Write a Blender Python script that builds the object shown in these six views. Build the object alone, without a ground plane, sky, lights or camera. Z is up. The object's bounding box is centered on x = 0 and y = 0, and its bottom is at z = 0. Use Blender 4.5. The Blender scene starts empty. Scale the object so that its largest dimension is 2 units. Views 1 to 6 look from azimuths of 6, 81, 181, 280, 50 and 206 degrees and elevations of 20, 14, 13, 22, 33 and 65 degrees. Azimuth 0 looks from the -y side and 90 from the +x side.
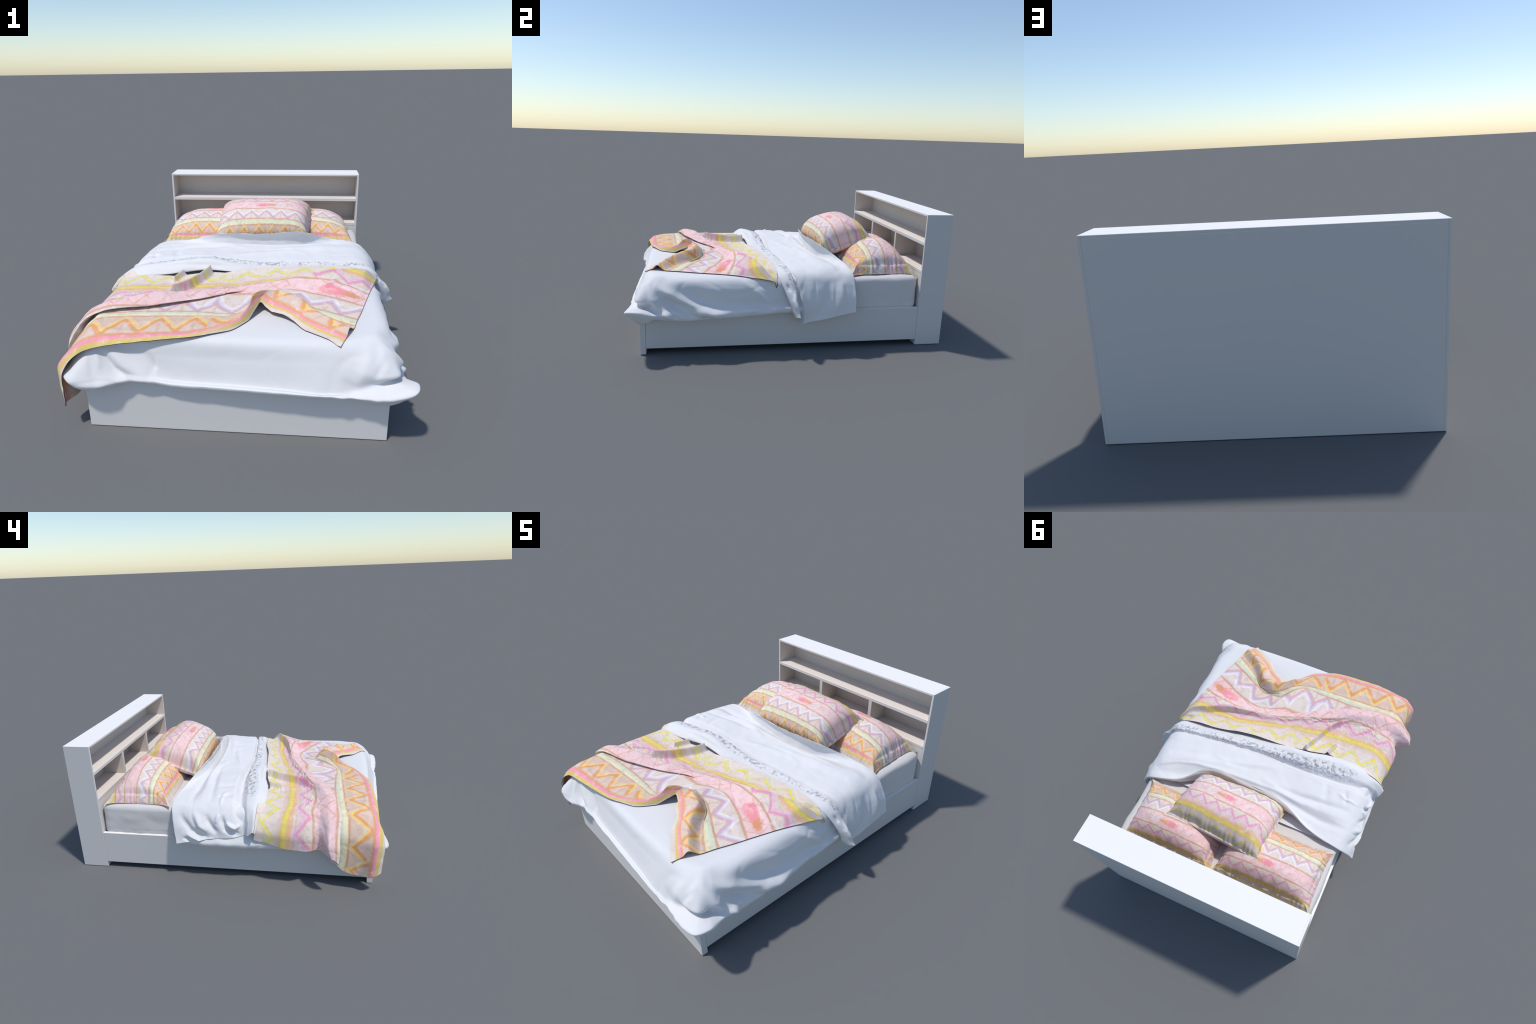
import bpy, bmesh, math, random
import numpy as np
from mathutils import Vector, noise as mnoise
from mathutils.bvhtree import BVHTree

random.seed(7)
np.random.seed(7)

# --------------------------------------------------------------------------
# small numeric helpers
# --------------------------------------------------------------------------
def pchip(x, y, xi):
    """Shape-preserving cubic through (x, y); y may have several columns."""
    x = np.asarray(x, float); y = np.asarray(y, float)
    one = y.ndim == 1
    if one:
        y = y[:, None]
    h = np.diff(x)[:, None]
    dl = np.diff(y, axis=0) / h
    m = np.zeros_like(y)
    if len(x) == 2:
        m[:] = dl[0]
    else:
        w1 = 2 * h[1:] + h[:-1]
        w2 = h[1:] + 2 * h[:-1]
        a, b = dl[:-1], dl[1:]
        ok = a * b > 0
        den = np.where(ok, w1 / np.where(ok, a, 1) + w2 / np.where(ok, b, 1), 1)
        m[1:-1] = np.where(ok, (w1 + w2) / den, 0)
        m[0] = dl[0]
        m[-1] = dl[-1]
    xi = np.clip(np.asarray(xi, float), x[0], x[-1])
    k = np.clip(np.searchsorted(x, xi) - 1, 0, len(x) - 2)
    t = ((xi - x[k]) / (x[k + 1] - x[k]))[:, None]
    hh = h[k]
    r = ((1 + 2 * t) * (1 - t) ** 2 * y[k] + t * (1 - t) ** 2 * hh * m[k]
         + t * t * (3 - 2 * t) * y[k + 1] + t * t * (t - 1) * hh * m[k + 1])
    return r[:, 0] if one else r


def spline(x, y, xi):
    """Catmull-Rom style cubic (smoother, may swing a little)."""
    x = np.asarray(x, float); y = np.asarray(y, float)
    m = np.zeros_like(y)
    h = np.diff(x)[:, None]
    d = np.diff(y, axis=0) / h
    m[0], m[-1] = d[0], d[-1]
    m[1:-1] = (d[:-1] * h[1:] + d[1:] * h[:-1]) / (h[1:] + h[:-1])
    xi = np.clip(np.asarray(xi, float), x[0], x[-1])
    k = np.clip(np.searchsorted(x, xi) - 1, 0, len(x) - 2)
    t = ((xi - x[k]) / (x[k + 1] - x[k]))[:, None]
    hh = h[k]
    return ((1 + 2 * t) * (1 - t) ** 2 * y[k] + t * (1 - t) ** 2 * hh * m[k]
            + t * t * (3 - 2 * t) * y[k + 1] + t * t * (t - 1) * hh * m[k + 1])


def chord(P):
    return np.r_[0, np.cumsum(np.linalg.norm(np.diff(P, axis=0), axis=1))]


def grid_normals(G):
    du = np.gradient(G, axis=0)
    dv = np.gradient(G, axis=1)
    n = np.cross(du, dv)
    return n / np.maximum(np.linalg.norm(n, axis=2, keepdims=True), 1e-9)


def smooth_grid(G, times=1, k=0.5):
    for _ in range(times):
        A = G.copy()
        A[1:-1, 1:-1] = (G[:-2, 1:-1] + G[2:, 1:-1] + G[1:-1, :-2] + G[1:-1, 2:]) / 4
        G = G * (1 - k) + A * k
    return G


def polyline_field(P2, line):
    """distance and 0..1 position of 2D points P2 (...,2) to a polyline."""
    line = np.asarray(line, float)
    L = chord(line)
    best = np.full(P2.shape[:-1], 1e9)
    pos = np.zeros(P2.shape[:-1])
    for i in range(len(line) - 1):
        a, b = line[i], line[i + 1]
        ab = b - a
        t = np.clip(((P2 - a) @ ab) / (ab @ ab), 0, 1)
        d = np.linalg.norm(P2 - (a + t[..., None] * ab), axis=-1)
        m = d < best
        best = np.where(m, d, best)
        pos = np.where(m, (L[i] + t * (L[i + 1] - L[i])) / L[-1], pos)
    return best, pos


def ridge(P2, line, amp, width, taper=True):
    d, t = polyline_field(P2, line)
    e = np.sin(np.pi * np.clip(t * 0.92 + 0.06, 0, 1)) ** 0.6 if taper else 1.0
    return amp * np.exp(-(d / width) ** 2) * e


def vnoise(P, scale, seed=0.0):
    """smooth Perlin noise for an (..., 3) array"""
    Q = P.reshape(-1, 3) * scale + seed
    f = mnoise.noise
    return np.array([f(q) for q in Q.tolist()]).reshape(P.shape[:-1])


def creases(P, scale, seed, width):
    """thin lines along the zero set of a noise, like pressed-in creases"""
    return np.exp(-(vnoise(P, scale, seed) / width) ** 2)


# --------------------------------------------------------------------------
# node helpers
# --------------------------------------------------------------------------
class Nodes:
    def __init__(self, name):
        self.mat = bpy.data.materials.new(name)
        self.mat.use_nodes = True
        self.t = self.mat.node_tree
        self.t.nodes.clear()
        self.out = self.t.nodes.new("ShaderNodeOutputMaterial")
        self.bsdf = self.t.nodes.new("ShaderNodeBsdfPrincipled")
        self.t.links.new(self.bsdf.outputs[0], self.out.inputs[0])

    def put(self, sock, v):
        if isinstance(v, bpy.types.NodeSocket):
            self.t.links.new(v, sock)
        else:
            sock.default_value = v

    def math(self, op, a, b=0.0, c=0.0, clamp=False):
        n = self.t.nodes.new("ShaderNodeMath")
        n.operation = op
        n.use_clamp = clamp
        for s, v in zip(n.inputs, (a, b, c)):
            self.put(s, v)
        return n.outputs[0]

    def step(self, x, lo, hi):
        n = self.t.nodes.new("ShaderNodeMapRange")
        n.interpolation_type = "SMOOTHSTEP"
        self.put(n.inputs[0], x)
        n.inputs[1].default_value, n.inputs[2].default_value = lo, hi
        return n.outputs[0]

    def band(self, x, lo, hi, soft):
        return self.math("MULTIPLY", self.step(x, lo - soft, lo + soft),
                         self.math("SUBTRACT", 1.0, self.step(x, hi - soft, hi + soft)))

    def mix(self, f, a, b, mode="MIX"):
        n = self.t.nodes.new("ShaderNodeMix")
        n.data_type = "RGBA"
        n.blend_type = mode
        self.put(n.inputs[0], f)
        for s, v in ((n.inputs[6], a), (n.inputs[7], b)):
            self.put(s, v if isinstance(v, bpy.types.NodeSocket) else (*v, 1.0))
        return n.outputs[2]

    def coords(self, kind):
        n = self.t.nodes.new("ShaderNodeTexCoord")
        return n.outputs[kind]

    def mapping(self, vec, loc=(0, 0, 0), scale=(1, 1, 1)):
        n = self.t.nodes.new("ShaderNodeMapping")
        self.put(n.inputs[0], vec)
        n.inputs[1].default_value = loc
        n.inputs[3].default_value = scale
        return n.outputs[0]

    def xyz(self, vec):
        n = self.t.nodes.new("ShaderNodeSeparateXYZ")
        self.put(n.inputs[0], vec)
        return n.outputs

    def noise(self, vec, scale, detail=3.0, rough=0.55):
        n = self.t.nodes.new("ShaderNodeTexNoise")
        self.put(n.inputs["Vector"], vec)
        n.inputs["Scale"].default_value = scale
        n.inputs["Detail"].default_value = detail
        n.inputs["Roughness"].default_value = rough
        return n.outputs[0]

    def voronoi(self, vec, scale):
        n = self.t.nodes.new("ShaderNodeTexVoronoi")
        self.put(n.inputs["Vector"], vec)
        n.inputs["Scale"].default_value = scale
        return n.outputs[0]

    def ramp(self, x, stops):
        n = self.t.nodes.new("ShaderNodeValToRGB")
        self.put(n.inputs[0], x)
        e = n.color_ramp.elements
        while len(e) < len(stops):
            e.new(0.5)
        for el, (p, c) in zip(e, stops):
            el.position = p
            el.color = (*c, 1)
        return n.outputs[0]

    def bump(self, h, strength, dist):
        n = self.t.nodes.new("ShaderNodeBump")
        n.inputs["Strength"].default_value = strength
        n.inputs["Distance"].default_value = dist
        self.put(n.inputs["Height"], h)
        self.t.links.new(n.outputs[0], self.bsdf.inputs["Normal"])

    def finish(self, color, rough=0.8, sheen=0.0, spec=0.3):
        self.put(self.bsdf.inputs["Base Color"], color if isinstance(color, bpy.types.NodeSocket) else (*color, 1))
        self.put(self.bsdf.inputs["Roughness"], rough)
        self.bsdf.inputs["Sheen Weight"].default_value = sheen
        self.bsdf.inputs["Specular IOR Level"].default_value = spec
        return self.mat


def paint_material(name, col, warm_noise=0.02):
    n = Nodes(name)
    o = n.coords("Object")
    f = n.noise(o, 3.0, 4)
    # one lacquer, base colour set by facing: tops paler, upright faces darker, foot-facing ones in between
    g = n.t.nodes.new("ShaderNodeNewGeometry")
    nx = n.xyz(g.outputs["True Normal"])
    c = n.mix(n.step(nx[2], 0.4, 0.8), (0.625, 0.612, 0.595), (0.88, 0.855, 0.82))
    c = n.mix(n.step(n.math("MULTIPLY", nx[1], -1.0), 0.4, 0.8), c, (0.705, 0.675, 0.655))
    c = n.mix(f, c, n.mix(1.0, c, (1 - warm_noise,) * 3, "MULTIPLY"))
    fine = n.noise(n.mapping(o, scale=(6, 6, 6)), 60, 2)
    n.bump(fine, 0.03, 0.001)
    return n.finish(c, 0.55, 0, 0.35)


def wood_inside_material():
    n = Nodes("pale_birch_veneer")
    o = n.coords("Object")
    g = n.noise(n.mapping(o, scale=(1.2, 14, 14)), 6.0, 5, 0.6)
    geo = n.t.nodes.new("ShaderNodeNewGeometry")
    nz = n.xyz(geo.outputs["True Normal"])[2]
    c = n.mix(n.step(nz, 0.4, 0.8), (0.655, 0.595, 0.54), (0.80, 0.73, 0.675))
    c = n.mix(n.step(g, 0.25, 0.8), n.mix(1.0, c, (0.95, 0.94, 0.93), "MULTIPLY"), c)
    return n.finish(c, 0.6, 0, 0.3)


def white_cloth_material(name, col, lace=None):
    n = Nodes(name)
    o = n.coords("Object")
    weave = n.noise(n.mapping(o, scale=(1, 1, 1)), 220, 2)
    slow = n.noise(o, 5, 3)
    c = n.mix(slow, tuple(v * 0.965 for v in col), tuple(min(1, v * 1.015) for v in col))
    h = n.math("ADD", n.math("MULTIPLY", weave, 0.15), n.math("MULTIPLY", n.noise(o, 28, 3), 0.55))
    if lace:
        g = n.xyz(n.mapping(n.coords("Generated"), loc=(-1, -1, 0), scale=(2, 2, 1)))
        u, v = g[0], g[1]
        wob = n.math("MULTIPLY", n.math("SUBTRACT", n.noise(n.coords("Generated"), 9, 2), 0.5), 0.03)
        zone = n.band(n.math("ADD", v, wob), lace[0], lace[1], 0.006)
        zone = n.math("MULTIPLY", zone, n.band(u, -0.60, 0.66, 0.03))
        spots = n.step(n.noise(n.mapping(n.coords("Generated"), scale=(60, 95, 1)), 1.6, 3, 0.65), 0.50, 0.60)
        drop = n.step(n.noise(n.mapping(n.coords("Generated"), scale=(14, 20, 1)), 1.3, 2), 0.32, 0.46)
        hole = n.math("MULTIPLY", n.math("MULTIPLY", zone, spots), drop)
        c = n.mix(hole, c, tuple(v * 0.52 for v in col))  # shade inside the eyelets painted as a darker cotton
        h = n.math("SUBTRACT", h, n.math("MULTIPLY", hole, 1.2))
    n.bump(h, 0.22, 0.004)
    return n.finish(c, 0.9, 0.15, 0.15)


def ethnic_print_material(name, scale, centre, hot, breaks, shade=1.0):
    """Woven zigzag print.  Pattern runs along u, stripes stack along w.
    The flat (undeformed) cloth supplies the coordinates."""
    n = Nodes(name)
    gen = n.coords("Generated")
    flat = n.mapping(gen, loc=(-1, -1, -1), scale=(2, 2, 2))
    g = n.xyz(flat)
    u = n.math("DIVIDE", n.math("SUBTRACT", g[0], centre[0]), scale)
    w = n.math("DIVIDE", n.math("SUBTRACT", g[1], centre[1]), scale)
    wob = n.math("SUBTRACT", n.noise(n.mapping(flat, scale=(1 / scale,) * 3), 16, 3), 0.5)
    fine = n.math("SUBTRACT", n.noise(n.mapping(flat, scale=(1 / scale,) * 3), 75, 3), 0.5)
    ww = n.math("ADD", w, n.math("ADD", n.math("MULTIPLY", wob, 0.012), n.math("MULTIPLY", fine, 0.008)))
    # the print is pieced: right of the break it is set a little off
    side = n.step(u, breaks[0] - 0.001, breaks[0] + 0.001)
    ww = n.math("ADD", ww, n.math("MULTIPLY", side, 0.010))
    beige = (0.705, 0.570, 0.495)
    beige2 = (0.740, 0.640, 0.575)
    brown = (0.635, 0.36, 0.235)
    lines = [
        (0.000, beige2), (0.024, beige), (0.030, (0.67, 0.52, 0.16)), (0.054, (0.70, 0.53, 0.17)),
        (0.059, (0.85, 0.34, 0.42)), (0.083, (0.83, 0.32, 0.38)), (0.088, (0.72, 0.33, 0.17)), (0.098, (0.74, 0.40, 0.23)),
        (0.107, (0.70, 0.545, 0.455)), (0.232, (0.68, 0.505, 0.40)), (0.238, brown), (0.246, brown), (0.253, (0.79, 0.73, 0.46)),
        (0.270, (0.77, 0.76, 0.51)), (0.285, (0.66, 0.69, 0.535)), (0.300, (0.64, 0.655, 0.525)), (0.306, brown), (0.313, brown),
        (0.320, beige2), (0.448, beige2), (0.455, brown), (0.463, brown), (0.470, (0.83, 0.56, 0.56)),
        (0.590, (0.83, 0.58, 0.59)), (0.598, brown), (0.607, brown), (0.614, beige2), (0.725, beige), (0.75, (0.76, 0.46, 0.27)),
    ]
    head = [
        (0.725, beige), (0.750, (0.76, 0.46, 0.27)), (0.772, (0.76, 0.47, 0.25)), (0.782, (0.78, 0.66, 0.10)),
        (0.802, (0.76, 0.64, 0.13)), (0.808, (0.67, 0.53, 0.21)), (0.818, (0.68, 0.55, 0.26)), (0.824, beige),
        (0.832, (0.74, 0.52, 0.44)), (0.838, beige), (0.846, (0.76, 0.55, 0.47)), (0.852, beige2), (1.0, beige2),
    ]
    col = n.ramp(ww, lines)
    ragged = n.math("ADD", ww, n.math("MULTIPLY", fine, 0.05))
    col = n.mix(n.step(ww, 0.722, 0.728), col, n.ramp(ragged, head))

    def tri(period, foot, foot2):
        ph = n.math("ADD", n.math("MULTIPLY", n.math("SUBTRACT", 1.0, side), foot), n.math("MULTIPLY", side, foot2))
        k = n.math("FRACT", n.math("DIVIDE", n.math("SUBTRACT", n.math("ADD", u, n.math("MULTIPLY", wob, 0.012)), ph), period))
        return n.math("SUBTRACT", 1.0, n.math("ABSOLUTE", n.math("SUBTRACT", n.math("MULTIPLY", k, 2.0), 1.0)))

    def zig(col, t, base, amp, strokes):
        d = n.math("SUBTRACT", ww, n.math("ADD", base, n.math("MULTIPLY", t, amp)))
        for lo, hi, c, a in strokes:
            col = n.mix(n.math("MULTIPLY", n.band(d, lo, hi, 0.0065), a), col, c)
        return col

    t1 = tri(0.163, -0.586, breaks[1])
    col = zig(col, t1, 0.110, 0.104, [(-0.030, -0.018, (0.66, 0.36, 0.22), 0.55), (-0.022, 0.008, (0.80, 0.35, 0.12), 1.0), (0.006, 0.028, (0.81, 0.59, 0.21), 0.95), (0.030, 0.044, (0.77, 0.55, 0.38), 0.8), (0.046, 0.054, (0.62, 0.36, 0.25), 0.45)])
    t2 = tri(0.163, -0.190, -0.190)
    col = zig(col, t2, 0.335, 0.085, [(-0.030, -0.016, (0.64, 0.40, 0.32), 0.75), (-0.020, 0.004, (0.63, 0.42, 0.51), 1.0), (0.002, 0.018, (0.67, 0.60, 0.72), 1.0), (0.016, 0.034, (0.80, 0.75, 0.74), 1.0)])
    # single brown stitches up the middle of the triangles, rubbed zigzag tips
    for t, lo, hi, tip in ((t2, 0.318, 0.395, 0.312), (t1, 0.100, 0.165, 0.098)):
        spoke = n.math("MULTIPLY", n.step(n.math("ADD", t, n.math("MULTIPLY", fine, 0.12)), 0.86, 0.97), n.band(ww, lo, hi, 0.006))
        col = n.mix(n.math("MULTIPLY", spoke, 0.38), col, brown)
        foot = n.math("MULTIPLY", n.math("SUBTRACT", 1.0, n.step(t, 0.06, 0.24)), n.band(ww, tip - 0.006, tip + 0.012, 0.006))
        col = n.mix(n.math("MULTIPLY", foot, 0.7), col, (0.68, 0.36, 0.24))
    # crossed seams of the pink band
    t3 = tri(0.20, -0.60, -0.55)
    inband = n.band(ww, 0.462, 0.600, 0.004)
    for base, amp in ((0.47, 0.12), (0.59, -0.12)):
        d = n.math("ABSOLUTE", n.math("SUBTRACT", ww, n.math("ADD", base, n.math("MULTIPLY", t3, amp))))
        line = n.math("MULTIPLY", n.math("SUBTRACT", 1.0, n.step(d, 0.003, 0.011)), inband)
        col = n.mix(n.math("MULTIPLY", n.math("MULTIPLY", line, n.step(n.noise(n.mapping(flat, scale=(1 / scale,) * 3), 7, 2), 0.38, 0.58)), breaks[4]), col, (0.68, 0.39, 0.28))
    pale = n.math("MULTIPLY", n.step(n.noise(n.mapping(flat, scale=(2.2 / scale, 6 / scale, 1)), 3.2, 2), 0.52, 0.66), inband)
    col = n.mix(n.math("MULTIPLY", pale, 0.55), col, (0.87, 0.69, 0.71))
    if breaks[2]:
        bl = n.math("MULTIPLY", n.band(u, hot[0] + 0.10, hot[0] + 0.34, 0.03), n.band(ww, 0.49, 0.57, 0.01))
        blotch = n.ramp(n.noise(n.mapping(flat, scale=(5 / scale, 8 / scale, 1)), 3.0, 1), [(0.35, (0.74, 0.70, 0.60)), (0.5, (0.70, 0.45, 0.42)), (0.62, (0.71, 0.64, 0.67))])
        col = n.mix(n.math("MULTIPLY", bl, 0.75), col, blotch)
    # hot pink flare with an orange end
    big = n.math("SUBTRACT", n.noise(n.mapping(flat, scale=(1 / scale,) * 3), 9, 3, 0.6), 0.5)
    du = n.math("ADD", n.math("SUBTRACT", u, hot[0]), n.math("MULTIPLY", big, 0.10 * breaks[3]))
    dw = n.math("ADD", n.math("SUBTRACT", ww, hot[1]), n.math("MULTIPLY", fine, 0.05 * breaks[3]))

    def blob(cx, rx, ry):
        a = n.math("POWER", n.math("DIVIDE", n.math("SUBTRACT", du, cx), rx), 2.0)
        b = n.math("POWER", n.math("DIVIDE", dw, ry), 2.0)
        return n.math("SUBTRACT", 1.0, n.step(n.math("ADD", a, b), 0.25, 1.6))
    col = n.mix(blob(0.085 * breaks[3], 0.10 * breaks[3], 0.030 * breaks[3]), col, (0.73, 0.32, 0.17))
    col = n.mix(blob(0.0, 0.070 * breaks[3], 0.044 * breaks[3]), col, (0.84, 0.30, 0.34))
    t4 = tri(0.163, 0.580, 0.580)
    col = zig(col, t4, 0.632, 0.083, [(-0.026, -0.016, (0.62, 0.37, 0.30), 0.5), (-0.018, 0.008, (0.78, 0.32, 0.48), 1.0), (0.006, 0.036, (0.74, 0.51, 0.60), 1.0)])
    t5 = tri(0.163, -0.504, 0.0865)
    col = zig(col, t5, 0.870, 0.100, [(-0.028, -0.018, (0.66, 0.45, 0.30), 0.5), (-0.018, 0.006, (0.79, 0.67, 0.12), 1.0), (0.006, 0.036, (0.65, 0.64, 0.44), 1.0), (0.034, 0.046, (0.78, 0.70, 0.53), 0.8)])
    # faded, rubbed yarn
    cloth = n.mapping(flat, scale=(1 / scale,) * 3)
    mott = n.noise(cloth, 24, 4, 0.62)
    col = n.mix(n.math("MULTIPLY", n.step(mott, 0.53, 0.70), 0.40), col, (0.60, 0.37, 0.26))
    col = n.mix(n.math("MULTIPLY", n.step(mott, 0.47, 0.30), 0.42), col, (0.82, 0.745, 0.695))
    streak = n.noise(n.mapping(flat, scale=(30 / scale, 9 / scale, 1)), 1.6, 4, 0.65)
    col = n.mix(n.math("MULTIPLY", n.step(streak, 0.52, 0.72), 0.42), col, (0.64, 0.41, 0.30))
    fade = n.noise(n.mapping(flat, scale=(1 / scale,) * 3), 11, 4, 0.6)
    col = n.mix(n.math("MULTIPLY", n.step(fade, 0.52, 0.74), 0.25), col, (0.79, 0.72, 0.665))
    specks = n.math("MULTIPLY", n.band(ww, 0.63, 0.73, 0.02), n.step(n.voronoi(n.mapping(flat, scale=(1 / scale,) * 3), 65), 0.62, 0.80))
    col = n.mix(n.math("MULTIPLY", specks, 0.35), col, (0.52, 0.40, 0.36))
    if shade != 1.0:
        col = n.mix(1.0, col, (shade, shade, shade), "MULTIPLY")
    hgt = n.math("ADD", n.math("MULTIPLY", n.noise(n.mapping(flat, scale=(1 / scale,) * 3), 45, 3), 0.7), n.math("MULTIPLY", n.noise(n.mapping(flat, scale=(1 / scale,) * 3), 230, 2), 0.3))
    n.bump(hgt, 0.35, 0.004)
    return n.finish(col, 0.92, 0.08, 0.1)


# --------------------------------------------------------------------------
# object helpers
# --------------------------------------------------------------------------
COL = bpy.context.scene.collection


def add(name, mesh, parent=None, label=None, category=None):
    o = bpy.data.objects.new(name, mesh)
    COL.objects.link(o)
    if parent:
        o.parent = parent
    if label:
        o["label"], o["category"] = label, category
    return o


def board(name, lo, hi, mat, parent, bevel=0.0016, origin=None):
    lo, hi = Vector(lo), Vector(hi)
    c = (lo + hi) / 2
    bm = bmesh.new()
    bmesh.ops.create_cube(bm, size=1)
    for v in bm.verts:
        v.co = Vector((v.co.x * (hi.x - lo.x), v.co.y * (hi.y - lo.y), v.co.z * (hi.z - lo.z)))
    bmesh.ops.bevel(bm, geom=bm.edges[:], offset=bevel, segments=2, affect="EDGES", profile=0.5)
    me = bpy.data.meshes.new(name)
    bm.to_mesh(me)
    bm.free()
    me.materials.append(mat)
    o = add(name, me, parent)
    o.location = c
    return o


def sheet(name, G, mat, parent=None, flat=None, thick=0.0, smooth=True, rim=None, **kw):
    """Grid of points -> cloth mesh.  With `flat` (same grid, x/y in cloth
    space) the mesh is woven flat and draped by a shape key, so Generated
    coordinates keep following the cloth.  `thick` adds an under side."""
    nu, nv = G.shape[:2]
    layers = [(G, flat)]
    if thick:
        U = G - grid_normals(G) * thick
        layers.append((U, flat))
    idx = np.arange(nu * nv).reshape(nu, nv)
    a, b, c, d = idx[:-1, :-1], idx[1:, :-1], idx[1:, 1:], idx[:-1, 1:]
    F = np.stack([a, b, c, d], -1).reshape(-1, 4)
    faces = [F]
    if thick:
        faces.append(F[:, ::-1] + nu * nv)
        ring = np.r_[idx[:, 0], idx[-1, 1:], idx[-2::-1, -1], idx[0, -2:0:-1]]
        nxt = np.roll(ring, -1)
        faces.append(np.stack([nxt, ring, ring + nu * nv, nxt + nu * nv], -1))
    faces = np.concatenate(faces)
    shape = np.concatenate([l[0].reshape(-1, 3) for l in layers])
    if flat is not None:
        base = np.concatenate([np.c_[l[1].reshape(-1, 2), np.full(nu * nv, -0.002 * i)] for i, l in enumerate(layers)])
    else:
        base = shape
    me = bpy.data.meshes.new(name)
    me.from_pydata(base.tolist(), [], faces.tolist())
    me.materials.append(mat)
    me.polygons.foreach_set("use_smooth", np.full(len(me.polygons), smooth))
    if rim and thick:
        me.materials.append(rim)
        ids = np.zeros(len(me.polygons), np.int32)
        ids[-len(ring):] = 1
        me.polygons.foreach_set("material_index", ids)
    o = add(name, me, parent, **kw)
    if flat is not None:
        me.use_auto_texspace = False
        me.texspace_location = (0, 0, 0)
        me.texspace_size = (1, 1, 1)
        o.shape_key_add(name="Flat")
        k = o.shape_key_add(name="Draped")
        k.data.foreach_set("co", shape.astype(np.float32).ravel())
        k.value = 1.0
    me.update()
    return o, shape, faces


# --------------------------------------------------------------------------
# materials
# --------------------------------------------------------------------------
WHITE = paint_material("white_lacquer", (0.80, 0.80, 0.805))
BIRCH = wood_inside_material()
SHEET = white_cloth_material("fitted_sheet_cotton", (0.66, 0.63, 0.615))
DUVET = white_cloth_material("duvet_cotton", (0.735, 0.73, 0.735))
FLAP = white_cloth_material("duvet_cotton_with_lace", (0.735, 0.73, 0.735), lace=(-0.122, -0.086))

# --------------------------------------------------------------------------
# BED FRAME
# --------------------------------------------------------------------------
X0, X1 = -0.6725, 0.697           # outer faces
YB, YF, YE = 1.0, 0.828, -0.918   # back of headboard, its front, foot end
HB = 0.856
RAIL = 0.256

bed = bpy.data.objects.new("bed", None)
COL.objects.link(bed)
bed.location = (0.0125, 0.0, 0.0)
bed["label"] = "white bed frame with bookcase headboard and open shelves"
bed["category"] = "bed"


def carcass():
    """Headboard box: sides, top, back and the closed lower front."""
    bm = bmesh.new()
    t = 0.0125
    parts = [
        ((X0, YF, 0), (X0 + t, YB, HB)), ((X1 - t, YF, 0), (X1, YB, HB)),
        ((X0 + t, YF, HB - t), (X1 - t, YB, HB)),
        ((X0 + t, YB - 0.012, 0), (X1 - t, YB, HB - t)),
        ((X0 + t, YF + 0.001, 0.0), (X1 - t, YF + 0.016, 0.478)),
    ]
    for lo, hi in parts:
        m = bmesh.ops.create_cube(bm, size=1)["verts"]
        for v in m:
            v.co = Vector([(lo[i] + hi[i]) / 2 + v.co[i] * (hi[i] - lo[i]) for i in range(3)])
    for f in bm.faces:
        c = f.calc_center_median()
        inner = X0 + 0.01 < c.x < X1 - 0.01 and YF + 0.01 < c.y < YB - 0.003 and c.z < HB - 0.003
        if inner and c.z > 0.35:
            f.material_index = 1
        if abs(c.y - (YB - 0.012)) < 1e-4:
            f.material_index = 1
    bmesh.ops.bevel(bm, geom=bm.edges[:], offset=0.0012, segments=1, affect="EDGES")
    me = bpy.data.meshes.new("headboard")
    bm.to_mesh(me)
    bm.free()
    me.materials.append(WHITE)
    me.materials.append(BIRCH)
    o = add("headboard", me, bed)
    o.location = -bed.location
    return o


headboard = carcass()


def headboard_piece(name, lo, hi, mat):
    o = board(name, lo, hi, mat, headboard)
    return o


t = 0.0125
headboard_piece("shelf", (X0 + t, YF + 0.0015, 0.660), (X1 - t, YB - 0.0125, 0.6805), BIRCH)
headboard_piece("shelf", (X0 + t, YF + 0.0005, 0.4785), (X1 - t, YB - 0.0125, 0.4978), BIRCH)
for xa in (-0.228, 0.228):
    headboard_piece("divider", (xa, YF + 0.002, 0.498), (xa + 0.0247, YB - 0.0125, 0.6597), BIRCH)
# white lipping on the front edges of the shelves and dividers
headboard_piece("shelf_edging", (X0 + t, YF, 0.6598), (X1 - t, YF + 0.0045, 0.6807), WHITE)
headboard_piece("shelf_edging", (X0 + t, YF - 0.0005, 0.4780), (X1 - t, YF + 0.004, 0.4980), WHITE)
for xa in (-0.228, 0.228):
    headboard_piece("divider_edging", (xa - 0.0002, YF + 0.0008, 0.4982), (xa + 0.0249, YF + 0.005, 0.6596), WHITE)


def bedpart(name, lo, hi, mat):
    o = board(name, lo, hi, mat, bed)
    o.location -= bed.location
    return o


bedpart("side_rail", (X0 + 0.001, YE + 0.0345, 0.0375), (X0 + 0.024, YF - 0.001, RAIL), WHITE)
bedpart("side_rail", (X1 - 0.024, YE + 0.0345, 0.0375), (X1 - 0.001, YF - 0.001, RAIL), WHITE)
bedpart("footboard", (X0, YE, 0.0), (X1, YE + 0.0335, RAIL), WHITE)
bedpart("slat_base", (X0 + 0.025, YE + 0.035, 0.19), (X1 - 0.025, YF - 0.002, 0.236), WHITE)

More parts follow.
